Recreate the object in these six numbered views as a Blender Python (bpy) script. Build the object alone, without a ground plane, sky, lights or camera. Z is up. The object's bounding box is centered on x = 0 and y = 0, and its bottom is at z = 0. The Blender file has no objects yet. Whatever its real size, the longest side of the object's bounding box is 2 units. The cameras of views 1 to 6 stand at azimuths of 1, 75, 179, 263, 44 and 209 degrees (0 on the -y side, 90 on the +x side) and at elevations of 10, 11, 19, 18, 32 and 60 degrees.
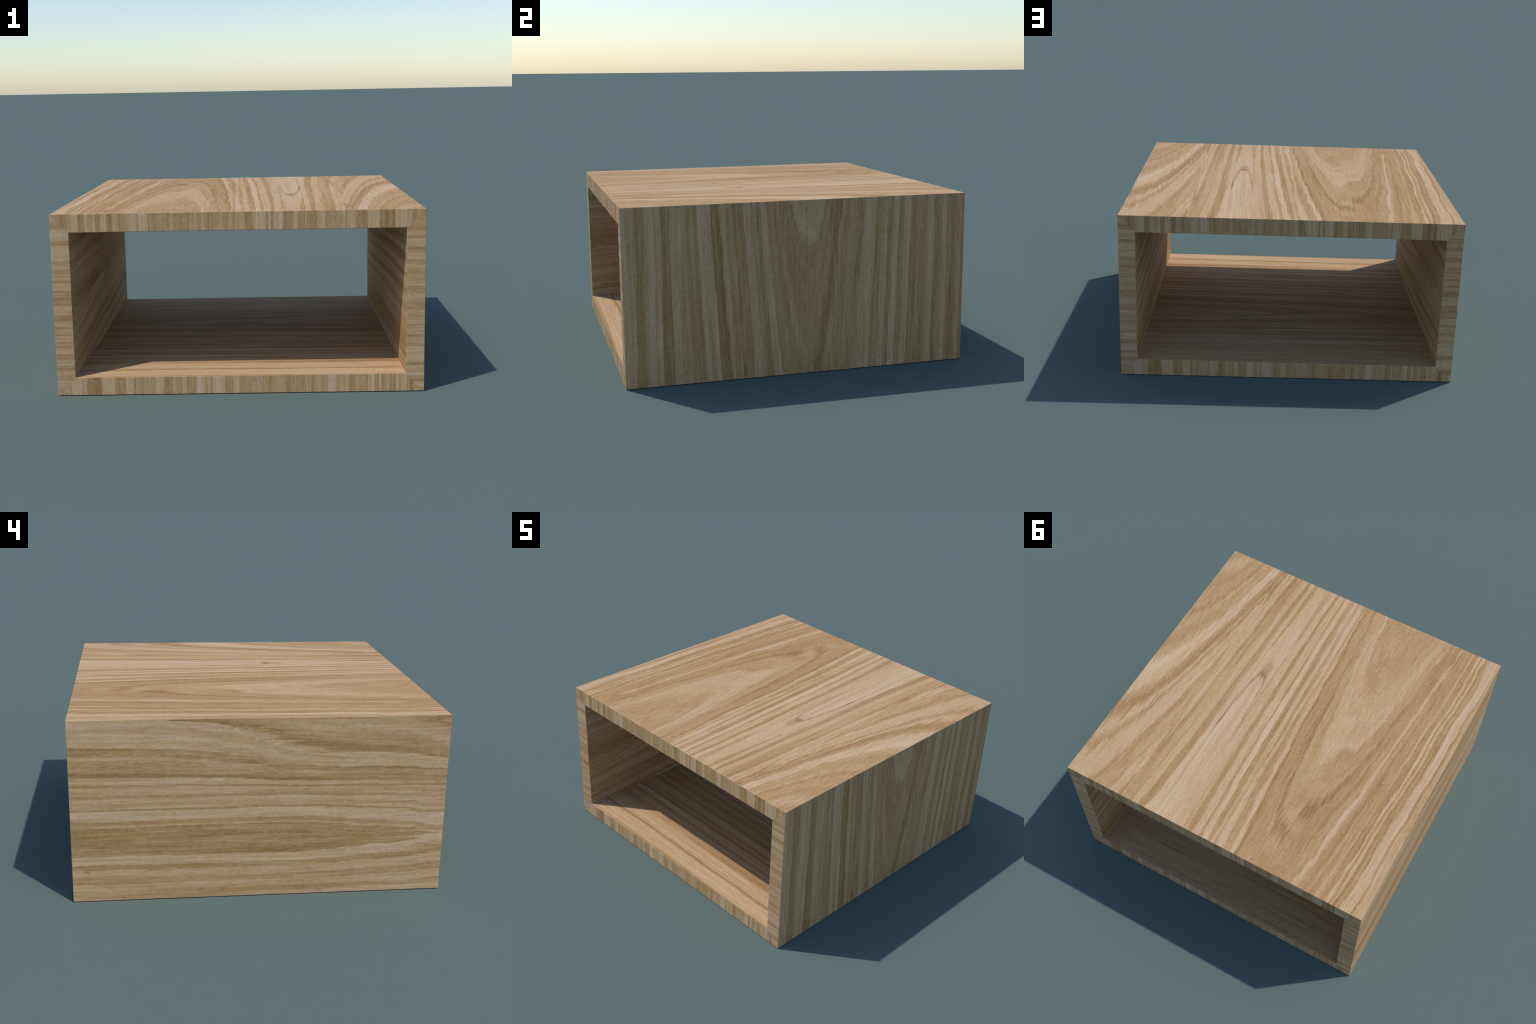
"""An open-ended wooden box table: four thick mitred boards in a square-section
ring, 2 m wide, 2 m deep and 1 m high, with bold ash/oak veneer grain."""
import bpy
import bmesh
from mathutils import Vector

WIDTH, DEPTH, HEIGHT, BOARD = 2.0, 2.0, 1.0, 0.1
CHAMFER = 0.0025


# ------------------------------------------------------------------ node maths
class Val:
    """A float socket that can be used in ordinary arithmetic."""

    def __init__(self, tree, socket):
        self.t, self.s = tree, socket

    def op(self, kind, *others, clamp=False):
        n = self.t.nodes.new("ShaderNodeMath")
        n.operation, n.use_clamp = kind, clamp
        for i, x in enumerate((self,) + others):
            if isinstance(x, Val):
                self.t.links.new(x.s, n.inputs[i])
            else:
                n.inputs[i].default_value = x
        return Val(self.t, n.outputs[0])

    def const(self, x):
        return Val.op(self, "MULTIPLY_ADD", 0.0, float(x))

    __add__ = lambda a, b: a.op("ADD", b)
    __radd__ = lambda a, b: a.op("ADD", b)
    __sub__ = lambda a, b: a.op("SUBTRACT", b)
    __rsub__ = lambda a, b: a.op("MULTIPLY_ADD", -1.0, b)
    __mul__ = lambda a, b: a.op("MULTIPLY", b)
    __rmul__ = lambda a, b: a.op("MULTIPLY", b)
    __truediv__ = lambda a, b: a.op("DIVIDE", b)
    __neg__ = lambda a: a.op("MULTIPLY", -1.0)

    def abs(self): return self.op("ABSOLUTE")
    def sqrt(self): return self.op("SQRT")
    def sign(self): return self.op("SIGN")
    def max(self, b): return self.op("MAXIMUM", b)
    def min(self, b): return self.op("MINIMUM", b)
    def above(self, b): return self.op("GREATER_THAN", b)

    def smooth(self, lo, hi, a=0.0, b=1.0):
        n = self.t.nodes.new("ShaderNodeMapRange")
        n.interpolation_type = "SMOOTHSTEP"
        self.t.links.new(self.s, n.inputs[0])
        n.inputs[1].default_value, n.inputs[2].default_value = lo, hi
        n.inputs[3].default_value, n.inputs[4].default_value = a, b
        return Val(self.t, n.outputs[0])

    def lin(self, lo, hi, a=0.0, b=1.0):
        n = self.t.nodes.new("ShaderNodeMapRange")
        self.t.links.new(self.s, n.inputs[0])
        n.inputs[1].default_value, n.inputs[2].default_value = lo, hi
        n.inputs[3].default_value, n.inputs[4].default_value = a, b
        return Val(self.t, n.outputs[0])


def mix(f, a, b):
    """a where f is 0, b where f is 1."""
    if not isinstance(a, Val):
        a = f.const(a)
    return a + f * (b - a)


class Face:
    """Coordinates on one board face: u runs across the grain, v along it."""

    def __init__(self, name):
        self.mat = bpy.data.materials.new(name)
        self.mat.use_nodes = True
        self.t = self.mat.node_tree
        self.t.nodes.clear()
        tc = self.t.nodes.new("ShaderNodeTexCoord")
        sp = self.t.nodes.new("ShaderNodeSeparateXYZ")
        self.t.links.new(tc.outputs["Object"], sp.inputs[0])
        self.x, self.y, self.z = (Val(self.t, sp.outputs[i]) for i in range(3))
        self.seed = 0.0

    def noise(self, u, v, fu, fv, offset=0.0, detail=2.0, rough=0.5):
        """Streaky noise about 0, roughly -0.5 .. 0.5; fu/fv are cycles per metre."""
        c = self.t.nodes.new("ShaderNodeCombineXYZ")
        self.t.links.new((u * fu + (self.seed + offset)).s, c.inputs[0])
        self.t.links.new((v * fv + (self.seed * 0.7 + offset * 1.3)).s, c.inputs[1])
        n = self.t.nodes.new("ShaderNodeTexNoise")
        n.noise_dimensions = "2D"
        n.inputs["Scale"].default_value = 1.0
        n.inputs["Detail"].default_value = detail
        n.inputs["Roughness"].default_value = rough
        self.t.links.new(c.outputs[0], n.inputs["Vector"])
        return Val(self.t, n.outputs[0]) - 0.5

    def flecks(self, u, v, fu, fv, offset=0.0):
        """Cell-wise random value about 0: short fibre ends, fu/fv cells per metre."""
        c = self.t.nodes.new("ShaderNodeCombineXYZ")
        self.t.links.new((u * fu + offset).op("FLOOR").s, c.inputs[0])
        self.t.links.new((v * fv + offset).op("FLOOR").s, c.inputs[1])
        n = self.t.nodes.new("ShaderNodeTexWhiteNoise")
        n.noise_dimensions = "2D"
        self.t.links.new(c.outputs[0], n.inputs["Vector"])
        return Val(self.t, n.outputs["Value"]) - 0.5

    def stripes(self, pos, start, bands):
        """Tone of the growth bands: bands = (width in cm, tone) laid from 'start'."""
        groups, edge, cur = [], start, []
        for width, tone in bands:
            cur.append((edge, tone))
            edge += width / 100.0
            if len(cur) == 30:
                groups.append((cur, edge))
                cur = []
        if cur:
            groups.append((cur, edge))
        out = None
        for stops, end in groups:
            lo = stops[0][0]
            n = self.t.nodes.new("ShaderNodeValToRGB")
            n.color_ramp.interpolation = "CONSTANT"
            el = n.color_ramp.elements
            while len(el) > 1:
                el.remove(el[-1])
            for i, (e, tone) in enumerate(stops):
                p = (e - lo) / (end - lo)
                k = el[0] if i == 0 else el.new(p)
                k.position = p
                k.color = (tone, tone, tone, 1)
            self.t.links.new(pos.lin(lo, end).s, n.inputs[0])
            b = self.t.nodes.new("ShaderNodeRGBToBW")
            self.t.links.new(n.outputs[0], b.inputs[0])
            val = Val(self.t, b.outputs[0])
            out = val if out is None else mix(pos.above(lo), out, val)
        return out

    def curve(self, x, lo, hi, pts):
        """Smooth hand-placed profile y(x), x in lo..hi, y in 0..1."""
        n = self.t.nodes.new("ShaderNodeFloatCurve")
        c = n.mapping.curves[0]
        pts = sorted(((p - lo) / (hi - lo), q) for p, q in pts)
        while len(c.points) < len(pts):
            c.points.new(0.5, 0.5)
        for k, (p, q) in zip(c.points, pts):
            k.location = (p, q)
            k.handle_type = "AUTO_CLAMPED"
        n.mapping.update()
        self.t.links.new(x.lin(lo, hi).s, n.inputs["Value"])
        return Val(self.t, n.outputs[0])

    def teeth(self, u, v, size=1.0, grain=1.0):
        """Ragged, fibre-wise displacement of the growth lines along the grain."""
        return v + (self.noise(u, v, 95 * grain, 3.0, 3.1) * 0.22
                    + self.noise(u, v, 230 * grain, 6.0, 7.7) * 0.16) * size

    def wander(self, u, v, size=1.0):
        return u + (self.noise(u, v, 3.0, 0.8, 11.0) * 0.035
                    + self.noise(u, v, 12.0, 1.5, 5.0) * 0.008
                    + self.noise(u, v, 60.0, 2.5, 9.0) * 0.020
                    + self.noise(u, v, 190.0, 5.0, 15.0) * 0.020) * size

    def finish(self, tone, u, v, grain=1.0, contrast=1.0, follow=None, streak=0.35):
        """Adds fibre, pores and hue drift to a 0..1 band tone; builds the shader."""
        t = self.t
        t1 = (tone - 0.5) * (0.88 * contrast) + 0.5
        line = u if follow is None else follow
        t1 = t1 + self.noise(line, v, 55 * grain, 0.8, 21.0, 3.0, 0.65) * 0.85
        t1 = t1 + self.noise(u, v, 100 * grain, 2.2, 23.0, 2.0, 0.6) * streak
        t1 = t1 + self.noise(u, v, 190 * grain, 5.0, 25.0, 2.0, 0.6) * 0.40
        t1 = t1 + self.flecks(u, v, 190 * grain, 60.0 * grain, 0.3) * 0.16
        t1 = t1 + self.flecks(u, v, 190 * grain, 150.0 * grain, 7.3) * 0.12
        t1 = t1 + self.noise(u, v, 1.7, 0.8, 31.0) * 0.20
        ramp = t.nodes.new("ShaderNodeValToRGB")
        el = ramp.color_ramp.elements
        for i, (p, c) in enumerate(PALETTE):
            k = el[i] if i < 2 else el.new(p)
            k.position, k.color = p, (*c, 1)
        t.links.new(t1.s, ramp.inputs[0])
        # drift between a rosy and a straw-coloured cast
        hue = t.nodes.new("ShaderNodeMix")
        hue.data_type, hue.blend_type = "RGBA", "MULTIPLY"
        cast = t.nodes.new("ShaderNodeValToRGB")
        ce = cast.color_ramp.elements
        ce[0].position, ce[0].color = 0.30, (1.0, 1.01, 0.93, 1)
        ce[1].position, ce[1].color = 0.70, (1.01, 0.99, 1.04, 1)
        hn = (self.noise(u, v, 9.0, 0.9, 41.0) * 0.6 + self.noise(u, v, 90 * grain, 5.0, 43.0) * 0.7
              + self.flecks(u, v, 230 * grain, 90 * grain, 4.0) * 0.3 + 0.5)
        t.links.new(hn.s, cast.inputs[0])
        hue.inputs[0].default_value = 1.0
        t.links.new(ramp.outputs[0], hue.inputs[6])
        t.links.new(cast.outputs[0], hue.inputs[7])
        # short dark pores lying along the fibre
        pore = (self.flecks(u, v, 230 * grain, 48 * grain, 51.0) * 0.55
                + self.noise(u, v, 230 * grain, 20 * grain, 61.0, 1.0) * 0.7
                + self.noise(u, v, 14 * grain, 2.0, 57.0) * 0.4).smooth(0.36, 0.48)
        dark = t.nodes.new("ShaderNodeMix")
        dark.data_type, dark.blend_type = "RGBA", "MULTIPLY"
        t.links.new((pore * 0.75).s, dark.inputs[0])
        t.links.new(hue.outputs[2], dark.inputs[6])
        dark.inputs[7].default_value = (0.70, 0.64, 0.56, 1)
        b = t.nodes.new("ShaderNodeBsdfPrincipled")
        b.inputs["Roughness"].default_value = 0.8
        b.inputs["Specular IOR Level"].default_value = 0.1
        t.links.new(dark.outputs[2], b.inputs["Base Color"])
        o = t.nodes.new("ShaderNodeOutputMaterial")
        t.links.new(b.outputs[0], o.inputs[0])
        return self.mat


# dark summer wood -> pale rosy spring wood
PALETTE = [(0.0, (0.295, 0.166, 0.070)), (0.30, (0.410, 0.246, 0.116)),
           (0.62, (0.508, 0.334, 0.187)), (1.0, (0.612, 0.433, 0.287))]


# --------------------------------------------------------------- board faces
def tabletop_wood():
    """Three cathedral figures side by side. Every growth line is a parabola;
    it is traced back to where it meets the front edge, and coloured there."""
    f = Face("tabletop_veneer")
    f.seed = 0.0
    u = f.wander(f.x, f.y, 0.8)
    v = f.teeth(f.x, f.y)
    run = v + 1.0
    # broad figure left of centre, tongues pointing to the back
    w2 = (u + 0.38 + f.noise(f.x, f.y, 4.0, 3.0, 83.0) * 0.04).abs()
    p2 = (u + 0.38).sign() * (w2 * (w2 - 0.07).max(0.0) + run * 0.036).max(0.0).sqrt() - 0.38
    # slim figure right of centre, tongue pointing to the front
    d1 = u - 0.305
    w1 = d1.abs()
    p1 = d1.sign() * (w1 * w1 - run * ((w1 - 0.09).max(0.0) * 0.105)).max(0.0).sqrt() + 0.305
    # half figure cut by the right-hand edge
    w3 = 1.02 - u
    p3 = 1.02 - (w3 * w3 + run * 0.105).max(0.0).sqrt()
    pos = mix((u + 0.03).smooth(-0.015, 0.015), p2, p1)
    pos = mix((u - 0.60).smooth(-0.012, 0.012), pos, p3)
    tone = f.stripes(pos, -1.10, [
        (6, .5), (4, .7), (3.5, .6), (1, .3), (5.5, .82), (4, .2), (1.2, .75), (1.3, .3), (1.5, .8),
        (3, .25), (1, .6), (4, .3), (2, .2), (2.2, .32), (1.4, .78), (2, .3), (4.2, .29), (1.0, .05), (3.6, .42),
        (5.8, .72), (14.5, .45), (14.5, .43), (5.5, .75), (3.8, .47), (0.8, .05), (5.5, .29),
        (1, .12), (2.2, .78), (2.6, .35), (3.4, .8), (2, .4), (2.2, .75), (3.3, .3), (3, .95), (1.4, .25),
        (3.5, .82), (2.5, .28), (3.5, .78), (3.5, .45), (3.5, .6), (3.5, .72), (3, .35), (2.8, .88),
        (2.6, .2), (3.4, .72), (4, .45), (3, .35), (1, .6), (4, .74), (1.5, .2), (1, .6), (2.5, .15),
        (1.2, .4), (4.4, .9), (5, .36), (2, .5), (1.5, .22), (4.5, .42), (5, .38), (4, .7), (8, .4)])
    # heart of the slim figure: pale, crossed by one dark arch line
    half = f.curve(v, -1.0, 1.0, [(-1, .0), (-.85, .03), (-.5, .055), (-.1, .066), (.4, .07), (1, .075)])
    arch = w1 * (w1 - 0.022).max(0.0) - (f.y + (v - f.y) * 0.35 + 1.0) * 0.006
    heart = f.stripes(arch, -0.0125, [(.74, .95), (.03, .1), (.05, .5), (.6, .85)])
    inside = (half - w1 + f.noise(u, v, 40.0, 2.0, 71.0) * 0.03).smooth(-0.008, 0.008)
    tone = mix(inside, tone, heart)
    # one small knot near the front edge
    kd = ((f.x + 0.04) * (f.x + 0.04) * 3.0 + (f.y + 0.87) * (f.y + 0.87)).sqrt()
    tone = tone - kd.smooth(0.006, 0.016, 0.9, 0.0)
    return f.finish(tone - 0.03, u, f.y, contrast=0.84, follow=pos)


def sunny_side_wood():
    """Large-scale grain running from front to back on one outer side."""
    f = Face("broad_grain_veneer")
    f.seed = 13.0
    u = f.wander(f.z, f.y, 0.55)
    v = f.teeth(f.z, f.y, 0.9, 0.6)
    droop = f.curve(v, -1.0, 1.0, [(-1, .29), (-.78, .225), (-.36, .19), (-.16, .15), (.04, .075), (.3, .03), (1, 0)])
    pos = u + droop * u.smooth(0.58, 0.82)
    open_ = f.curve(v, -1.0, 1.0, [(-1, 0), (-.93, .0), (-.8, .03), (-.6, .048), (-.1, .085), (1, .08)])
    d = pos - 0.33
    w = d.abs()
    w = w + (0.085 - open_) * w.lin(0.0, 0.34, 1.0, 0.0).max(0.0)
    pos = d.sign() * w + 0.33
    tone = f.stripes(pos, -0.02, [
        (4, .55), (3, .42), (4, .66), (3, .3), (4.5, .7), (3, .28), (5, .78), (17, .2), (1.5, .68), (2, .3),
        (5.5, .8), (1, .2), (3, .6), (3, .68), (1.5, .3), (4.5, .55), (1.5, .28), (4, .68), (2.5, .1), (6, .3),
        (3, .45), (3.5, .3), (1.5, .12), (15, .72), (3, .12), (5, .28), (12, .55), (20, .25)])
    return f.finish(tone, u, f.y, 0.62, contrast=0.9, follow=pos, streak=0.45)


def shady_side_wood():
    """Upright grain with one tongue hanging from the top edge."""
    f = Face("upright_grain_veneer")
    f.seed = 27.0
    u = f.wander(f.y, f.z, 0.6)
    v = f.teeth(f.y, f.z, 0.55, 0.8)
    d = u - 0.04
    w = d.abs()
    drop = (0.96 - v)
    spread = w.smooth(0.0, 0.12, 0.027, 0.034) * w.smooth(0.55, 0.9, 1.0, 0.25) + d.smooth(-0.45, -0.2, 0.022, 0.0) * d.smooth(-0.85, -0.55)
    pos = d.sign() * (w * (w - 0.035).max(0.0) + drop * spread).max(0.0).sqrt() + 0.04
    tone = f.stripes(pos, -1.16, [
        (5, .3), (4, .6), (4, .4), (10, .65), (1.5, .4), (5.5, .22), (8.5, .76), (5.5, .18), (8, .66), (6.5, .38), (7.5, .8), (5, .12),
        (3, .7), (4.5, .5), (6, .22), (5.5, .75), (2.5, .5), (2.5, .25), (3, .85), (3, .3), (4, .38), (7.5, .26),
        (15, .72), (8, .25), (3, .12), (5.5, .36), (3.5, .6), (5, .3), (7, .8), (4, .3), (4, .65), (2.5, .28),
        (3.5, .85), (3, .3), (4.5, .8), (3.5, .3), (2, .55), (5, .34), (4, .65), (2.5, .15), (2.5, .5),
        (3, .8), (6, .22), (3, .6), (5, .3)])
    return f.finish(tone, u, f.z, 0.8, contrast=0.78, follow=pos, streak=0.5)


def floor_wood():
    """Crosswise grain on the inside floor."""
    f = Face("crosswise_veneer")
    f.seed = 41.0
    u = f.wander(f.y, f.x, 0.7)
    v = f.teeth(f.y, f.x, 0.8)
    d = u - 0.22
    w = d.abs()
    pos = d.sign() * (w * w - (v - 0.1) * w.smooth(0.0, 0.3, 0.010, 0.02)).max(0.0).sqrt() + 0.22
    tone = f.stripes(pos, -1.05, [
        (6.5, .35), (10, .78), (2.5, .22), (9, .74), (2, .5), (6, .3), (4, .6), (3, .35), (5, .68), (2, .2), (3, .5), (2, .3), (6, .65),
        (3, .25), (4, .55), (5, .3), (2, .6), (4, .35), (4, .65), (2, .3), (2, .85), (4, .3), (5, .45), (3, .75),
        (5, .3), (6, .2), (6, .45), (6, .3), (4, .25), (2, .7), (3, .3), (4, .65), (3, .35),
        (5, .25), (2, .7), (5, .5), (3, .3), (3, .7), (4, .45), (2, .3), (5, .6), (3, .4), (6, .68), (6, .45)])
    return f.finish(tone, u, f.x, follow=pos)


def inner_side_wood():
    """Inner faces of the sides: a long lens figure on one, plain on the other."""
    f = Face("inner_side_veneer")
    f.seed = 58.0
    left = f.x.op("LESS_THAN", 0.0)
    u = f.wander(f.z, f.y, 0.5)
    v = f.teeth(f.z, f.y, 0.8, 0.7)
    axis = v.lin(-1.0, 1.0, 0.46, 0.54)
    d = u - axis
    w = d.abs()
    p_left = d.sign() * (w * w + (v + 1.0) * 0.014).max(0.0).sqrt() + 0.5
    p_right = u + v * 0.045 + 0.35
    pos = mix(left, p_right, p_left)
    tone = f.stripes(pos, -0.05, [
        (12, .3), (4, .65), (3, .3), (5, .6), (3, .25), (2, .7), (4, .35), (6, .62), (3, .4), (4, .6), (8, .5),
        (14, .22), (8, .5), (4, .62), (3, .35), (5, .65), (4, .25), (6, .6), (3, .3), (4, .6), (6, .2), (4, .7),
        (5, .3), (4, .6), (3, .25), (6, .65), (5, .3), (4, .7), (8, .3)])
    return f.finish(tone, u, f.y, 0.8, follow=pos)


def edge_wood(upright):
    """Sawn front and back edges: short bands straight across the thickness.
    Opposite boards carry the same figure turned through half a turn."""
    f = Face("upright_edge_banding" if upright else "level_edge_banding")
    f.seed = 90.0 if upright else 73.0
    front = -f.y.sign()
    if upright:
        half = f.x.sign() * front * -1.0
        u0 = half * (f.z - 0.5) + 0.5
        v0 = f.x
        start, bands = -0.01, [
            (4, .3), (2, .45), (3, .55), (3, .3), (3, .6), (1.5, .3), (4.5, .65), (3.5, .2), (3.5, .75), (3, .4), (3, .6),
            (2, .35), (2, .55), (1.5, .25), (2.5, .65), (4, .3), (5, .6), (2, .3), (2.5, .3), (2.5, .55), (1.5, .3),
            (4, .68), (2, .3), (3.5, .62), (2, .25), (3, .55), (2, .35), (8.5, .8), (2, .25), (6, .75), (3, .3), (6, .68)]
    else:
        half = front * (f.z - 0.5).sign()
        u0 = half * f.x
        v0 = f.z
        start, bands = -1.01, [
            (6.5, .5), (3.4, .2), (6.4, .74), (3, .28), (3, .7), (2.1, .4), (.9, .95), (2.4, .28), (3.4, .75), (3.2, .28),
            (3.2, .58), (4.7, .34), (4.5, .8), (2.1, .38), (4.3, .85), (5.1, .4), (.9, .52), (5.3, .34), (1.6, .62),
            (9.8, .3), (4.3, .5), (9.8, .42), (10.6, .46), (1, .38), (3.4, .7), (4.1, .2), (6.8, .8), (1.3, .2),
            (1.9, .75), (1.5, .3), (4.3, .85), (5.3, .25), (2.6, .7), (4.3, .4), (.9, .6), (4.9, .22),
            (5.1, .75), (2.4, .38), (4.7, .46), (3, .6), (1.1, .33), (4.7, .76), (5.8, .25), (6.8, .76), (8.3, .06),
            (1.9, .75), (1.1, .42), (5.6, .8), (2.8, .3), (8, .5)]
    u = u0 + f.noise(u0, v0, 20.0, 3.0, 5.0) * 0.010 + f.noise(u0, v0, 120.0, 14.0, 9.0) * 0.006
    tone = f.stripes(u, start, bands)
    return f.finish(tone, u0, v0, 0.75, 0.8)


# -------------------------------------------------------------------- boards
def ring_mesh():
    """The whole mitred ring with every real edge chamfered, joints left flush."""
    bm = bmesh.new()
    w, d, h, t = WIDTH / 2, DEPTH / 2, HEIGHT, BOARD
    outer = [(-w, 0), (w, 0), (w, h), (-w, h)]
    inner = [(-w + t, t), (w - t, t), (w - t, h - t), (-w + t, h - t)]
    loops = {}
    for key, prof, y in (("of", outer, -d), ("if", inner, -d), ("ob", outer, d), ("ib", inner, d)):
        loops[key] = [bm.verts.new((x, y, z)) for x, z in prof]
    for i in range(4):
        j = (i + 1) % 4
        for a, b in (("of", "ob"), ("ib", "if"), ("if", "of"), ("ob", "ib")):
            bm.faces.new((loops[a][j], loops[a][i], loops[b][i], loops[b][j]))
    bmesh.ops.recalc_face_normals(bm, faces=bm.faces)
    sharp = [e for e in bm.edges if len(e.link_faces) == 2 and e.calc_face_angle() > 0.5]
    bmesh.ops.bevel(bm, geom=sharp, offset=CHAMFER, segments=2, profile=0.5, affect="EDGES")
    return bm


def cut_board(ring, planes):
    bm = ring.copy()
    for co, no in planes:
        geom = bm.verts[:] + bm.edges[:] + bm.faces[:]
        cut = bmesh.ops.bisect_plane(bm, geom=geom, plane_co=co, plane_no=no, clear_outer=True, dist=1e-6)
        edges = [e for e in cut["geom_cut"] if isinstance(e, bmesh.types.BMEdge)]
        bmesh.ops.holes_fill(bm, edges=edges, sides=0)
    bmesh.ops.recalc_face_normals(bm, faces=bm.faces)
    return bm


def build():
    table = bpy.data.objects.new("wooden_side_table", None)
    bpy.context.scene.collection.objects.link(table)
    table["label"] = "open-ended low box table of pale oak with mitred corners"
    table["category"] = "side table"

    top, sunny, shady = tabletop_wood(), sunny_side_wood(), shady_side_wood()
    floor, lining = floor_wood(), inner_side_wood()
    level, upright = edge_wood(False), edge_wood(True)

    ring = ring_mesh()
    w, h = WIDTH / 2, HEIGHT
    gap = 0.00005
    s = 0.5 ** 0.5
    # outward normals of the mitre planes through the four outer corners
    mitre = {"bl": (Vector((-w, 0, 0)), Vector((s, 0, -s))), "br": (Vector((w, 0, 0)), Vector((-s, 0, -s))),
             "tl": (Vector((-w, 0, h)), Vector((s, 0, s))), "tr": (Vector((w, 0, h)), Vector((-s, 0, s)))}

    def plane(key, flip):
        co, no = mitre[key]
        no = no * flip
        return co - no * gap, no

    # each board keeps one side of the two joints at its ends
    boards = [
        ("tabletop", [plane("tl", -1), plane("tr", -1), (Vector((0, 0, h / 2)), Vector((0, 0, -1)))], (top, floor, level), Vector((0, 0, 1))),
        ("base_board", [plane("bl", -1), plane("br", -1), (Vector((0, 0, h / 2)), Vector((0, 0, 1)))], (floor, floor, level), Vector((0, 0, -1))),
        ("side_panel", [plane("tl", 1), plane("bl", 1), (Vector((0, 0, 0)), Vector((1, 0, 0)))], (sunny, lining, upright), Vector((-1, 0, 0))),
        ("side_panel", [plane("tr", 1), plane("br", 1), (Vector((0, 0, 0)), Vector((-1, 0, 0)))], (shady, lining, upright), Vector((1, 0, 0))),
    ]
    for name, planes, mats, out in boards:
        bm = cut_board(ring, planes)
        for face in bm.faces:
            n = face.normal
            if abs(n.y) > 0.72:
                face.material_index = 2
            elif n.dot(out) > 0.0:
                face.material_index = 0
            else:
                face.material_index = 1
            face.smooth = False
        me = bpy.data.meshes.new(name)
        bm.to_mesh(me)
        bm.free()
        for m in mats:
            me.materials.append(m)
        ob = bpy.data.objects.new(name, me)
        bpy.context.scene.collection.objects.link(ob)
        ob.parent = table
    ring.free()


build()
